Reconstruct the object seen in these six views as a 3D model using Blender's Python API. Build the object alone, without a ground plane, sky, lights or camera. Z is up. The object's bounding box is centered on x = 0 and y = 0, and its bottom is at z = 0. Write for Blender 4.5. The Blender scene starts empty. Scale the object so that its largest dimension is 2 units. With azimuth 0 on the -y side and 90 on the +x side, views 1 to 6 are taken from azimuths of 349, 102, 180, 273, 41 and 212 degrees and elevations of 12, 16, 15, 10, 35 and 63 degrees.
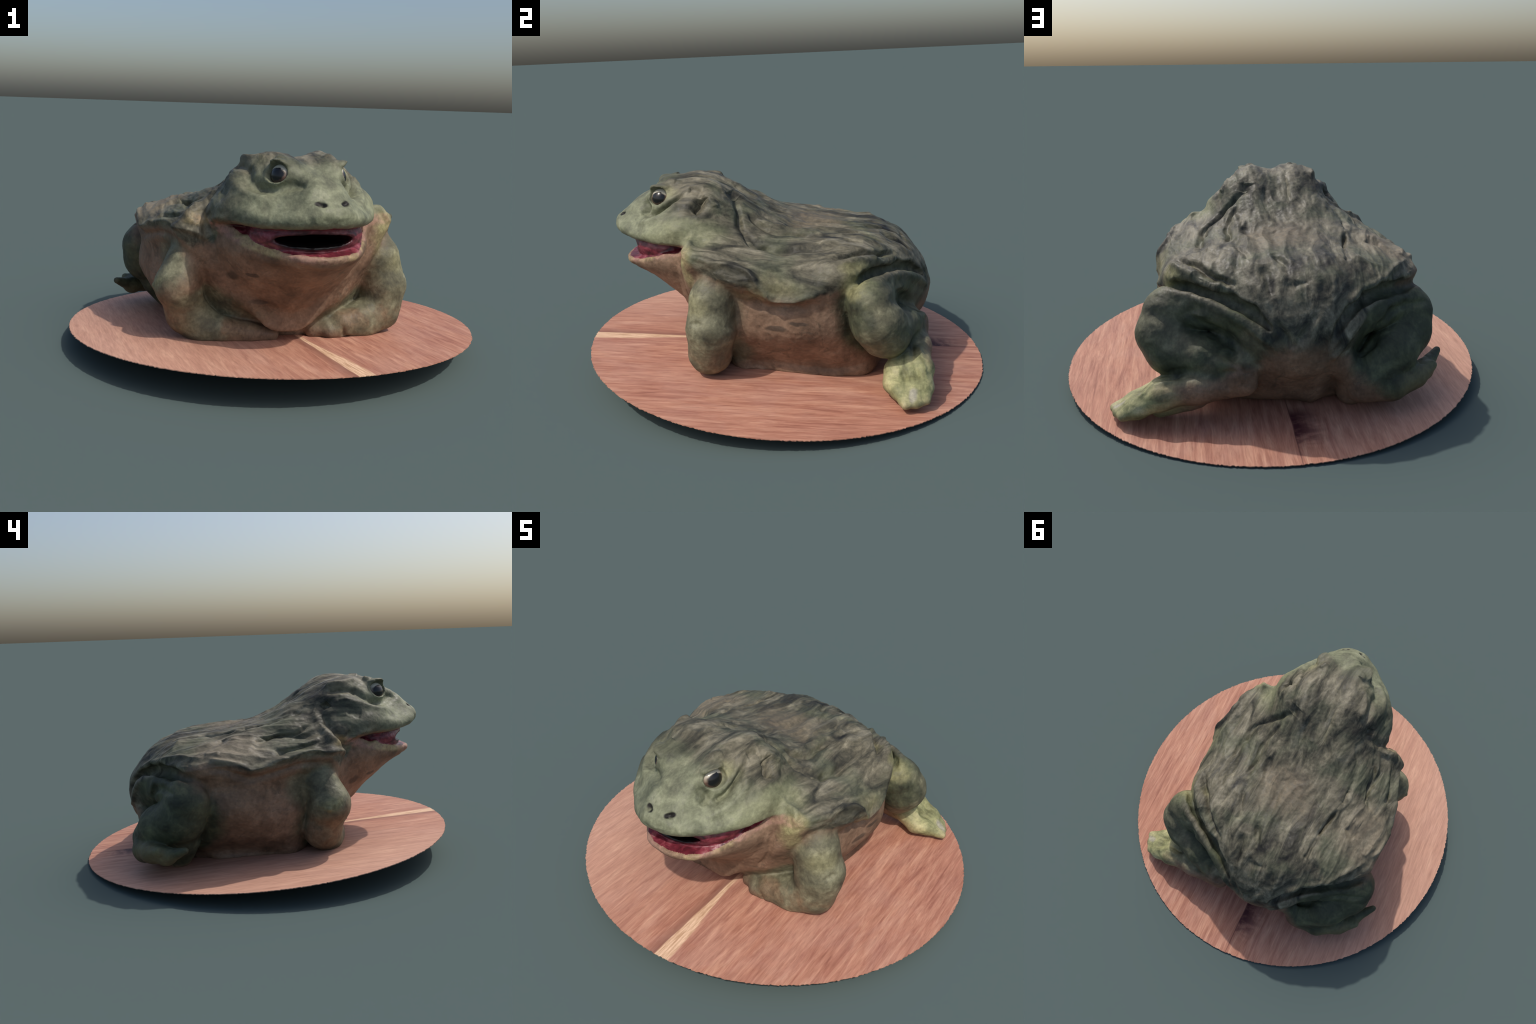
"""A painted clay bullfrog with an open mouth, squatting on a thin round wooden board.

The frog's skin is one implicit surface: lofted head, jaw and torso blended with
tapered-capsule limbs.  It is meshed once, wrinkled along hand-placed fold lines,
and then split by region into anatomical parts that share their border vertices.
"""
import bpy, math
import numpy as np
from mathutils import Matrix, Vector

rng = np.random.default_rng(7)

# ------------------------------------------------------------------ grid
H = 0.007
LO = np.array([-0.88, -0.93, 0.02])
HI = np.array([0.76, 0.84, 1.03])
N = np.ceil((HI - LO) / H).astype(int)
AX = [(LO[i] + H * np.arange(N[i])).astype(np.float32) for i in range(3)]
FAR = np.float32(0.3)


def box(lo, hi):
    s = []
    for i in range(3):
        a = max(0, int((lo[i] - LO[i]) / H))
        b = min(N[i], int((hi[i] - LO[i]) / H) + 2)
        s.append(slice(a, b))
    return tuple(s)


def pts(s):
    return (AX[0][s[0]][:, None, None], AX[1][s[1]][None, :, None], AX[2][s[2]][None, None, :])


def smin(a, b, k):
    if k <= 0:
        return np.minimum(a, b)
    h = np.maximum(k - np.abs(a - b), 0) / k
    return np.minimum(a, b) - h * h * k * 0.25


def smax(a, b, k):
    return -smin(-a, -b, k)


def catmull(ctrl, n, closed):
    """Points along a Catmull-Rom curve through ctrl."""
    c = np.asarray(ctrl, float)
    m = len(c)
    out = []
    segs = m if closed else m - 1
    for i in range(segs):
        if closed:
            p0, p1, p2, p3 = c[i - 1], c[i], c[(i + 1) % m], c[(i + 2) % m]
        else:
            p1, p2 = c[i], c[i + 1]
            p0 = c[i - 1] if i else 2 * p1 - p2
            p3 = c[i + 2] if i + 2 < m else 2 * p2 - p1
        t = np.linspace(0, 1, n, endpoint=False)[:, None]
        out.append(0.5 * (2 * p1 + (p2 - p0) * t + (2 * p0 - 5 * p1 + 4 * p2 - p3) * t ** 2
                          + (3 * p1 - p0 - 3 * p2 + p3) * t ** 3))
    if not closed:
        out.append(c[-1:])
    return np.concatenate(out)


NA = 128


def polar(outline):
    """Closed outline -> centre and radius per angle (outline is star shaped)."""
    p = catmull(outline, 12, True)
    c = np.array([(p[:, 0].min() + p[:, 0].max()) / 2, (p[:, 1].min() + p[:, 1].max()) / 2])
    d = p - c
    a = np.arctan2(d[:, 1], d[:, 0])
    r = np.hypot(d[:, 0], d[:, 1])
    o = np.argsort(a)
    a, r = a[o], r[o]
    a = np.concatenate([a - 2 * np.pi, a, a + 2 * np.pi])
    r = np.concatenate([r, r, r])
    return c, np.interp(np.linspace(-np.pi, np.pi, NA, endpoint=False), a, r)


def loft(stations, u, v, w, lin=False):
    """Implicit loft: u runs along the axis, (v, w) span the section."""
    us = np.array([s[0] for s in stations])
    o = np.argsort(us)
    us = us[o]
    pol = [polar(stations[i][1]) for i in o]
    # resample the stations finely along the axis with a monotone-ish cubic
    K = 240
    uf = np.linspace(us[0], us[-1], K)
    tab = np.array([np.concatenate([c, r]) for c, r in pol])
    m = np.gradient(tab, us, axis=0)
    idx = np.clip(np.searchsorted(us, uf) - 1, 0, len(us) - 2)
    h = (us[idx + 1] - us[idx])[:, None]
    t = ((uf - us[idx]) / h[:, 0])[:, None]
    fine = ((2 * t ** 3 - 3 * t ** 2 + 1) * tab[idx] + (t ** 3 - 2 * t ** 2 + t) * h * m[idx]
            + (-2 * t ** 3 + 3 * t ** 2) * tab[idx + 1] + (t ** 3 - t ** 2) * h * m[idx + 1])
    R = np.maximum(fine[:, 2:], 0.002).astype(np.float32)
    U = np.clip((u - us[0]) / (us[-1] - us[0]) * (K - 1), 0, K - 1)
    u0 = np.minimum(U.astype(np.int32), K - 2)
    fu = (U - u0).astype(np.float32)
    cv = np.interp(U, np.arange(K), fine[:, 0]).astype(np.float32)
    cw = np.interp(U, np.arange(K), fine[:, 1]).astype(np.float32)
    dv, dw = v - cv, w - cw
    rho = np.sqrt(dv * dv + dw * dw)
    A = (np.arctan2(dw, dv) + np.pi) / (2 * np.pi) * NA
    a0 = A.astype(np.int32)
    fa = (A - a0).astype(np.float32)
    a1 = (a0 + 1) % NA
    a0 %= NA
    r = ((R[u0, a0] * (1 - fa) + R[u0, a1] * fa) * (1 - fu)
         + (R[u0 + 1, a0] * (1 - fa) + R[u0 + 1, a1] * fa) * fu)
    over = np.maximum(np.maximum(us[0] - u, u - us[-1]), 0)
    f = rho - r
    return np.where(over > 0, np.sqrt(np.maximum(f, 0) ** 2 + over ** 2) + 0.002, f)


def renorm(f):
    g = np.gradient(f, H)
    n = np.sqrt(g[0] ** 2 + g[1] ** 2 + g[2] ** 2)
    return f / np.maximum(n, 0.7)


def chain(field, nodes, k=0.03, squash=None, own_k=0.02):
    """Blend a chain of tapered capsules [(x, y, z, r), ...] into a field."""
    nd = np.array(nodes, float)
    rm = nd[:, 3].max() + max(k, 0.03) + 0.03
    s = box(nd[:, :3].min(0) - rm, nd[:, :3].max(0) + rm)
    x, y, z = pts(s)
    d = None
    for a, b in zip(nd[:-1], nd[1:]):
        ba = b[:3] - a[:3]
        L2 = max((ba ** 2).sum(), 1e-9)
        t = np.clip(((x - a[0]) * ba[0] + (y - a[1]) * ba[1] + (z - a[2]) * ba[2]) / L2, 0, 1)
        q = np.sqrt((x - a[0] - t * ba[0]) ** 2 + (y - a[1] - t * ba[1]) ** 2
                    + (z - a[2] - t * ba[2]) ** 2) - (a[3] + t * (b[3] - a[3]))
        d = q if d is None else smin(d, q, own_k)
    field[s] = smin(field[s], d.astype(np.float32), k)


def trench(field, nodes, k=0.012):
    """Carve a tapered trench along a chain of (x, y, z, r)."""
    cut = np.full(field.shape, FAR, np.float32)
    chain(cut, nodes, 0)
    np.copyto(field, smax(field, -cut, k))


def ellipsoid(centre, radii, rot=None):
    c, r = np.array(centre, float), np.array(radii, float)
    m = r.max() + 0.05
    s = box(c - m, c + m)
    x, y, z = pts(s)
    p = [x - c[0], y - c[1], z - c[2]]
    if rot is not None:
        M = np.array(rot)
        p = [M[i, 0] * p[0] + M[i, 1] * p[1] + M[i, 2] * p[2] for i in range(3)]
    k0 = np.sqrt(sum((p[i] / r[i]) ** 2 for i in range(3)))
    k1 = np.sqrt(sum((p[i] / r[i] ** 2) ** 2 for i in range(3))) + 1e-6
    return s, (k0 * (k0 - 1) / k1).astype(np.float32)


def blob(field, centre, radii, k=0.03, rot=None):
    s, d = ellipsoid(centre, radii, rot)
    field[s] = smin(field[s], d, k)


def dig(field, centre, radii, k=0.01, rot=None):
    s, d = ellipsoid(centre, radii, rot)
    field[s] = smax(field[s], -d, k)


def frame(axis, up=(0, 0, 1)):
    """Rotation rows: first row along axis, third close to up."""
    a = np.array(axis, float); a /= np.linalg.norm(a)
    b = np.cross(up, a); b /= np.linalg.norm(b)
    return np.array([a, b, np.cross(a, b)])


def new_field():
    return np.full(N, FAR, np.float32)


def plate(x, y):
    """Height of the tilted board's top."""
    return 0.0755 - 0.0060 * x - 0.0703 * y


# ------------------------------------------------------------------ head frame
HEAD_O = np.array([-0.010, -0.420])
HEAD_F = np.array([0.180, -0.984])       # forward
HEAD_L = np.array([0.984, 0.180])        # to the frog's left


def head(s, lat, z):
    p = HEAD_O + HEAD_F * s + HEAD_L * lat
    return (p[0], p[1], z)


def gaze(side):
    g = HEAD_L * side * .83 + HEAD_F * .36
    g = np.array([g[0], g[1], .40])
    return g / np.linalg.norm(g)


# each eye: side, middle of the visible eye on the head, viewing direction
EYES = [(1, np.array([.169, -.581, .881]), gaze(1)), (-1, np.array([-.137, -.631, .887]), gaze(-1))]


def mirror(half):
    """Half outline from top centre to bottom centre -> closed outline."""
    h = [tuple(p) for p in half]
    return h + [(-a, b) for a, b in reversed(h[1:-1])]


def ring(left, right):
    """Left list runs top centre -> bottom centre, right list top -> bottom."""
    return list(left) + list(reversed(right))


SKULL = [
    (0.434, mirror([(0, .742), (.02, .735), (0, .728)])),
    (0.426, mirror([(0, .760), (.045, .752), (.065, .733), (.045, .712), (0, .708)])),
    (0.405, mirror([(0, .778), (.055, .772), (.095, .745), (.105, .715), (.07, .692), (0, .688)])),
    (0.37, mirror([(0, .808), (.055, .798), (.11, .760), (.155, .722), (.13, .688), (0, .676)])),
    (0.32, mirror([(0, .850), (.07, .835), (.12, .785), (.18, .735), (.203, .705), (.165, .677), (0, .67)])),
    (0.25, mirror([(0, .885), (.085, .875), (.145, .81), (.21, .755), (.258, .715), (.225, .672), (0, .66)])),
    (0.18, mirror([(0, .905), (.085, .930), (.145, .90), (.20, .815), (.275, .762), (.305, .715), (.27, .668), (0, .66)])),
    (0.10, mirror([(0, .925), (.10, .948), (.19, .89), (.26, .82), (.33, .762), (.342, .71), (.30, .665), (0, .65)])),
    (0.0, mirror([(0, .935), (.12, .960), (.20, .928), (.28, .845), (.34, .77), (.364, .70), (.34, .65), (0, .60)])),
    (-0.10, mirror([(0, .915), (.13, .938), (.22, .908), (.285, .825), (.325, .76), (.365, .70), (.36, .62), (0, .5)])),
    (-0.20, mirror([(0, .860), (.12, .880), (.21, .845), (.27, .78), (.31, .72), (.34, .66), (.34, .58), (0, .5)])),
    (-0.31, mirror([(0, .785), (.12, .785), (.2, .74), (.24, .68), (.24, .60), (.2, .5), (0, .45)])),
    (-0.42, mirror([(0, .69), (.08, .68), (.1, .62), (.08, .55), (0, .53)])),
]
JAW = [
    (0.388, mirror([(0, .563), (.03, .558), (0, .550)])),
    (0.373, mirror([(0, .568), (.07, .568), (.09, .556), (.05, .538), (0, .528)])),
    (0.325, mirror([(0, .575), (.12, .577), (.155, .565), (.12, .526), (0, .500)])),
    (0.245, mirror([(0, .585), (.18, .592), (.212, .584), (.205, .530), (.105, .470), (0, .440)])),
    (0.145, mirror([(0, .61), (.24, .62), (.270, .617), (.287, .55), (.208, .445), (.105, .388), (0, .366)])),
    (0.05, mirror([(0, .63), (.29, .645), (.318, .645), (.332, .56), (.268, .43), (.165, .335), (.07, .275), (0, .258)])),
    (-0.05, mirror([(0, .66), (.34, .66), (.355, .60), (.355, .52), (.30, .40), (.19, .29), (.09, .22), (0, .20)])),
    (-0.17, mirror([(0, .66), (.33, .66), (.365, .55), (.36, .46), (.31, .34), (.20, .2), (.12, .13), (0, .12)])),
    (-0.34, mirror([(0, .60), (.22, .58), (.28, .5), (.28, .4), (.22, .25), (.15, .18), (0, .12)])),
]
TORSO = [
    (-.46, ring([(-.02, .66), (.12, .62), (.22, .5), (.22, .4), (.1, .2), (-.02, .15)],
                [(-.15, .62), (-.24, .5), (-.24, .4), (-.14, .2)])),
    (-.40, ring([(-.01, .76), (.2, .72), (.36, .68), (.42, .63), (.40, .55), (.33, .42), (.2, .25), (0, .18)],
                [(-.2, .75), (-.38, .68), (-.46, .61), (-.45, .53), (-.37, .42), (-.22, .25)])),
    (-.30, ring([(-.01, .82), (.2, .79), (.36, .71), (.47, .675), (.50, .63), (.455, .55), (.40, .40), (.28, .2), (.2, .1), (0, .06)],
                [(-.22, .80), (-.38, .73), (-.51, .635), (-.535, .575), (-.49, .50), (-.43, .38), (-.31, .2), (-.22, .1)])),
    (-.18, ring([(-.03, .82), (.14, .82), (.32, .71), (.46, .66), (.54, .60), (.52, .54), (.475, .48), (.46, .3), (.41, .17), (.32, .04), (-.02, .04)],
                [(-.22, .835), (-.32, .785), (-.40, .725), (-.50, .66), (-.58, .602), (-.585, .55), (-.54, .48), (-.53, .3), (-.48, .16), (-.38, .04)])),
    (-.05, ring([(-.05, .772), (.15, .757), (.33, .668), (.48, .63), (.55, .575), (.54, .505), (.485, .45), (.485, .3), (.43, .20), (.375, .11), (.36, .03), (-.03, .03)],
                [(-.22, .775), (-.38, .732), (-.52, .66), (-.62, .585), (-.63, .53), (-.60, .46), (-.605, .3), (-.55, .19), (-.46, .10), (-.42, .03)])),
    (.08, ring([(-.08, .726), (.14, .712), (.31, .655), (.45, .615), (.52, .56), (.53, .48), (.49, .43), (.495, .3), (.435, .20), (.375, .11), (.36, .03), (-.05, .03)],
               [(-.22, .733), (-.40, .715), (-.55, .665), (-.645, .61), (-.67, .56), (-.645, .48), (-.65, .34), (-.56, .20), (-.46, .11), (-.43, .03)])),
    (.20, ring([(-.07, .71), (.12, .706), (.28, .668), (.42, .62), (.50, .55), (.515, .48), (.495, .43), (.495, .3), (.43, .20), (.37, .11), (.35, .03), (-.05, .03)],
               [(-.27, .705), (-.44, .68), (-.57, .65), (-.66, .61), (-.68, .56), (-.64, .47), (-.65, .34), (-.56, .20), (-.46, .11), (-.43, .03)])),
    (.32, ring([(-.085, .698), (.10, .695), (.25, .68), (.38, .655), (.46, .61), (.48, .54), (.46, .45), (.455, .3), (.41, .19), (.36, .10), (.33, .03), (-.1, .03)],
               [(-.27, .692), (-.43, .668), (-.55, .64), (-.64, .60), (-.66, .555), (-.60, .46), (-.57, .3), (-.50, .16), (-.42, .09), (-.36, .03)])),
    (.45, ring([(-.10, .678), (.08, .675), (.21, .66), (.33, .625), (.40, .57), (.38, .49), (.34, .40), (.34, .26), (.31, .12), (.28, .03), (-.1, .03)],
               [(-.28, .672), (-.42, .645), (-.53, .60), (-.56, .55), (-.47, .47), (-.44, .3), (-.38, .08), (-.3, .03)])),
    (.57, ring([(-.11, .630), (.03, .625), (.14, .585), (.21, .52), (.21, .42), (.17, .3), (.10, .15), (.03, .09), (-.11, .08)],
               [(-.27, .62), (-.38, .57), (-.44, .50), (-.42, .40), (-.35, .28), (-.28, .16), (-.2, .07)])),
    (.66, ring([(-.12, .545), (0, .53), (.08, .47), (.09, .38), (.04, .27), (-.03, .21), (-.12, .20)],
               [(-.25, .53), (-.34, .46), (-.34, .38), (-.27, .27), (-.2, .21)])),
    (.715, ring([(-.13, .455), (-.05, .44), (-.02, .38), (-.06, .29), (-.13, .27)],
               [(-.22, .44), (-.24, .37), (-.20, .29)])),
    (.742, ring([(-.13, .385), (-.11, .37), (-.13, .355)], [(-.15, .37)])),
]


def build_fields():
    P = {}
    # ---- skull and jaw
    s = box((-0.5, -0.92, 0.04), (0.5, 0.06, 1.0))
    x, y, z = pts(s)
    dx, dy = x - HEAD_O[0], y - HEAD_O[1]
    u = dx * HEAD_F[0] + dy * HEAD_F[1] + 0 * z
    v = dx * HEAD_L[0] + dy * HEAD_L[1] + 0 * z
    w = z + 0 * u
    skull = new_field()
    skull[s] = renorm(loft(SKULL, u, v, w))
    jaw = new_field()
    jaw[s] = renorm(loft(JAW, u, v - 0.012, w))       # the lower jaw hangs a little to the left
    # ---- mouth: gums close behind the lips, a dark throat hole in the middle
    gum = new_field()
    blob(gum, head(.14, 0, .63), (.212, .25, .10), 0, frame((*HEAD_F, 0)))
    hd = smin(skull, jaw, 0.012)
    hd = smin(hd, gum, 0.012)
    dig(hd, head(.30, -.03, .626), (.20, .165, .025), .015, frame((*HEAD_F, 0)))
    # nostrils
    for lat in (-.052, .051):
        t = HEAD_L * np.sign(lat) * .8 - HEAD_F * .6
        c = np.array(head(.392, lat, .784))
        d = np.array([t[0], t[1], .2]) * .016
        trench(hd, [(*(c - d), .006), (*c, .011), (*(c + d), .009)], .005)
    for _, surf, g in EYES:
        rot = frame(g)
        blob(hd, surf - g * .062, (.068, .076, .070), .03, rot)
        blob(hd, surf - g * .024 + np.array([0, 0, .044]), (.034, .048, .017), .02, rot)      # upper lid
        dig(hd, surf + g * .006, (.047, .053, .044), .005, rot)
    P['head'] = hd
    P['gum'], P['skull'], P['jaw'] = gum, skull, jaw
    # ---- torso
    s = box((-0.75, -0.5, 0.04), (0.62, 0.80, 0.95))
    x, y, z = pts(s)
    tor = new_field()
    tor[s] = renorm(loft(TORSO, y + 0 * x + 0 * z, x + 0 * y + 0 * z, z + 0 * x + 0 * y))
    P['torso'] = tor
    # ---- limbs
    f = new_field()
    chain(f, [(.43, -.22, .54, .08), (.455, -.25, .45, .10), (.49, -.258, .32, .108), (.475, -.275, .20, .092),
              (.38, -.31, .16, .08), (.27, -.345, .15, .068)], own_k=.05)
    P['forelimb_l'] = f
    f = new_field()
    chain(f, [(.27, -.34, .15, .066), (.20, -.345, .135, .052), (.13, -.35, .125, .038)])
    chain(f, [(.25, -.37, .13, .04), (.20, -.395, .125, .025)])
    P['hand_l'] = f
    f = new_field()
    chain(f, [(-.43, -.27, .53, .08), (-.455, -.30, .45, .085), (-.50, -.345, .355, .095), (-.455, -.31, .21, .088),
              (-.38, -.335, .15, .072), (-.30, -.365, .14, .06)], own_k=.05)
    P['forelimb_r'] = f
    f = new_field()
    chain(f, [(-.30, -.37, .145, .062), (-.18, -.385, .13, .05), (-.08, -.39, .125, .038)])
    P['hand_r'] = f
    f = new_field()
    chain(f, [(.03, .59, .44, .08), (.26, .53, .47, .075), (.42, .46, .46, .10)])
    chain(f, [(.44, .47, .44, .11), (.45, .50, .36, .12), (.42, .53, .30, .11), (.26, .59, .28, .10), (.12, .65, .25, .08)], .02)
    P['hindlimb_l'] = f
    f = new_field()
    # broad webbed foot: three close toes with a skin web between them
    chain(f, [(.10, .665, .20, .06), (.28, .675, .18, .06), (.45, .69, .145, .05), (.54, .705, .10, .034), (.605, .71, .07, .02)], own_k=.04)
    chain(f, [(.30, .63, .18, .055), (.46, .625, .13, .05), (.56, .65, .09, .035), (.635, .665, .065, .022)], .05, own_k=.04)
    chain(f, [(.32, .60, .18, .05), (.46, .58, .13, .045), (.52, .565, .10, .035), (.57, .595, .09, .032), (.66, .622, .068, .02)], .04, own_k=.04)
    chain(f, [(.30, .61, .11, .05), (.46, .635, .075, .045)], .02)
    P['foot_l'] = f
    f = new_field()
    chain(f, [(-.28, .58, .42, .09), (-.46, .46, .45, .09), (-.59, .34, .44, .11)])
    chain(f, [(-.62, .345, .40, .12), (-.61, .38, .32, .118), (-.535, .495, .26, .112), (-.43, .58, .18, .09)], .012)
    chain(f, [(-.56, .38, .2, .08), (-.49, .42, .10, .07)], .03)
    chain(f, [(-.24, .62, .34, .07), (-.35, .57, .21, .07), (-.36, .52, .10, .07)], .02)
    P['hindlimb_r'] = f
    f = new_field()
    chain(f, [(-.40, .60, .14, .065), (-.53, .585, .145, .06), (-.64, .53, .16, .045), (-.725, .48, .19, .02)], own_k=.03)
    chain(f, [(-.58, .55, .145, .05), (-.69, .45, .155, .04), (-.77, .345, .205, .018)], .03, own_k=.03)
    P['foot_r'] = f
    return P


BLEND = [('torso', 0), ('head', 0.03), ('forelimb_l', 0.018), ('hand_l', 0.02), ('forelimb_r', 0.018),
         ('hand_r', 0.02), ('hindlimb_l', 0.02), ('foot_l', 0.02), ('hindlimb_r', 0.02), ('foot_r', 0.02)]


def surface_nets(f):
    """Quad mesh of the zero level: one vertex per crossed cell."""
    ins = f < 0
    n = np.array(f.shape) - 1
    c = np.zeros(tuple(n), np.int8)
    for i in (0, 1):
        for j in (0, 1):
            for k in (0, 1):
                c += ins[i:i + n[0], j:j + n[1], k:k + n[2]]
    act = (c > 0) & (c < 8)
    ijk = np.argwhere(act)
    idx = np.full(tuple(n), -1, np.int64)
    idx[act] = np.arange(len(ijk))
    acc = np.zeros((len(ijk), 3))
    cnt = np.zeros(len(ijk))
    for ax in range(3):
        oth = [a for a in range(3) if a != ax]
        for p in (0, 1):
            for q in (0, 1):
                o0 = np.zeros(3, int); o0[oth[0]] = p; o0[oth[1]] = q
                o1 = o0.copy(); o1[ax] = 1
                a = f[tuple((ijk + o0).T)]; b = f[tuple((ijk + o1).T)]
                m = (a < 0) != (b < 0)
                t = np.where(m, a / np.where(m, a - b, 1), 0)
                pos = o0[None] + t[:, None] * (o1 - o0)[None]
                acc[m] += pos[m]; cnt[m] += 1
    V = LO + H * (ijk + acc / cnt[:, None])
    faces = []
    for ax in range(3):
        b, d = (ax + 1) % 3, (ax + 2) % 3
        sl0 = [slice(1, n[i]) for i in range(3)]
        sl0[ax] = slice(0, n[ax])
        sl1 = list(sl0); sl1[ax] = slice(1, n[ax] + 1)
        A, Bf = ins[tuple(sl0)], ins[tuple(sl1)]
        e = np.argwhere(A != Bf)
        flip = A[tuple(e.T)]
        g = e.copy()
        g[:, b] += 1; g[:, d] += 1
        def at(pb, pd):
            h = g.copy(); h[:, b] -= pb; h[:, d] -= pd
            return idx[tuple(h.T)]
        q = np.stack([at(1, 1), at(0, 1), at(0, 0), at(1, 0)], 1)
        q[~flip] = q[~flip][:, ::-1]
        faces.append(q)
    return V, np.concatenate(faces)


def mesh_from(name, V, F):
    me = bpy.data.meshes.new(name)
    me.vertices.add(len(V)); me.vertices.foreach_set('co', np.asarray(V, np.float32).ravel())
    me.loops.add(F.size); me.loops.foreach_set('vertex_index', F.astype(np.int32).ravel())
    me.polygons.add(len(F))
    me.polygons.foreach_set('loop_start', np.arange(0, F.size, F.shape[1], dtype=np.int32))
    me.update(calc_edges=True)
    return me


def get_arrays(me):
    V = np.empty(len(me.vertices) * 3, np.float32); me.vertices.foreach_get('co', V)
    F = np.empty(len(me.loops), np.int32); me.loops.foreach_get('vertex_index', F)
    return V.reshape(-1, 3).astype(float), F.reshape(-1, 4)


def subdivide(me, levels):
    ob = bpy.data.objects.new('tmp', me)
    bpy.context.scene.collection.objects.link(ob)
    m = ob.modifiers.new('s', 'SUBSURF'); m.levels = levels; m.render_levels = levels
    dg = bpy.context.evaluated_depsgraph_get()
    out = bpy.data.meshes.new_from_object(ob.evaluated_get(dg))
    bpy.data.objects.remove(ob)
    return out


def normals(V, F):
    d1, d2 = V[F[:, 2]] - V[F[:, 0]], V[F[:, 3]] - V[F[:, 1]]
    fn = np.cross(d1, d2)
    n = np.zeros_like(V)
    for i in range(4):
        for k in range(3):
            n[:, k] += np.bincount(F[:, i], fn[:, k], len(V))
    return n / np.maximum(np.linalg.norm(n, axis=1, keepdims=True), 1e-12)


def sample(f, P):
    q = np.clip((P - LO) / H, 0, np.array(f.shape) - 1.001)
    i = q.astype(int); t = q - i
    r = 0
    for a in (0, 1):
        for b in (0, 1):
            for c in (0, 1):
                wgt = (t[:, 0] if a else 1 - t[:, 0]) * (t[:, 1] if b else 1 - t[:, 1]) * (t[:, 2] if c else 1 - t[:, 2])
                r = r + wgt * f[i[:, 0] + a, i[:, 1] + b, i[:, 2] + c]
    return r


# ------------------------------------------------------------------ folds
# (name, half width, height (negative digs), points of the fold line)
BACK_FOLDS = [
    ('left_back_groove', 0.014, -0.025, [(0.166, -0.133, 0.799), (0.197, -0.072, 0.743), (0.208, 0.005, 0.708), (0.195, 0.080, 0.693), (0.190, 0.179, 0.690)]),
    ('left_shoulder_arc', 0.014, -0.016, [(0.148, -0.187, 0.853), (0.250, -0.155, 0.751), (0.313, -0.103, 0.691), (0.330, -0.052, 0.669), (0.301, 0.010, 0.667)]),
    ('neck_dimple_left', 0.030, -0.018, [(0.112, -0.230, 0.899), (0.123, -0.193, 0.867)]),
    ('left_mid_band', 0.020, -0.010, [(0.331, 0.058, 0.651), (0.289, 0.173, 0.664), (0.255, 0.250, 0.678)]),
    ('spine_groove_left', 0.014, -0.013, [(0.026, -0.218, 0.878), (0.017, -0.151, 0.832), (0.005, -0.094, 0.790)]),
    ('spine_groove_right', 0.012, -0.014, [(-0.087, -0.344, 0.930), (-0.089, -0.250, 0.879), (-0.095, -0.179, 0.835), (-0.127, -0.091, 0.782), (-0.171, 0.007, 0.737)]),
    ('right_back_groove', 0.014, -0.014, [(-0.273, -0.229, 0.810), (-0.324, -0.147, 0.765), (-0.350, -0.056, 0.734), (-0.358, 0.043, 0.720)]),
    ('right_slot_front', 0.013, -0.024, [(-0.359, -0.004, 0.725), (-0.370, 0.081, 0.713)]),
    ('right_slot_rear', 0.012, -0.030, [(-0.367, 0.133, 0.704), (-0.351, 0.216, 0.694), (-0.335, 0.300, 0.687)]),
    ('right_rear_groove', 0.015, -0.013, [(-0.334, 0.306, 0.686), (-0.342, 0.401, 0.674), (-0.337, 0.446, 0.665)]),
    ('right_outer_groove', 0.013, -0.016, [(-0.406, -0.313, 0.704), (-0.449, -0.216, 0.693), (-0.462, -0.110, 0.694), (-0.471, 0.006, 0.689)]),
    ('right_rim_groove', 0.012, -0.018, [(-0.484, -0.285, 0.657), (-0.537, -0.198, 0.643), (-0.558, -0.089, 0.635)]),
    ('right_slot_c', 0.013, -0.020, [(-0.505, -0.007, 0.673), (-0.454, -0.091, 0.698), (-0.430, -0.177, 0.705), (-0.376, -0.256, 0.731)]),
    ('right_slot_d', 0.012, -0.020, [(-0.573, -0.091, 0.622), (-0.547, -0.166, 0.642), (-0.506, -0.242, 0.654)]),
    ('right_slot_e', 0.014, -0.010, [(-0.303, -0.081, 0.753), (-0.291, -0.161, 0.785)]),
    ('saddle_band', 0.020, -0.008, [(0.127, 0.040, 0.717), (0.108, 0.198, 0.701)]),
    ('rear_streak_a', 0.014, -0.014, [(0.143, 0.304, 0.694), (0.096, 0.394, 0.687), (0.086, 0.444, 0.677)]),
    ('rear_streak_b', 0.014, -0.015, [(-0.025, 0.415, 0.686), (-0.070, 0.486, 0.668), (-0.091, 0.554, 0.641)]),
    ('rear_streak_c', 0.014, -0.014, [(0.024, 0.505, 0.661), (0.000, 0.579, 0.622), (-0.023, 0.636, 0.569)]),
    ('rear_dimple', 0.016, -0.010, [(-0.114, 0.601, 0.607), (-0.172, 0.587, 0.617)]),
    ('right_bump_a', 0.025, 0.012, [(-0.460, 0.121, 0.686), (-0.505, 0.121, 0.670)]),
    ('right_bump_b', 0.022, 0.012, [(-0.605, 0.255, 0.633), (-0.616, 0.178, 0.633)]),
    ('right_dent', 0.020, -0.012, [(-0.447, 0.175, 0.682), (-0.515, 0.196, 0.665)]),
]
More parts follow.
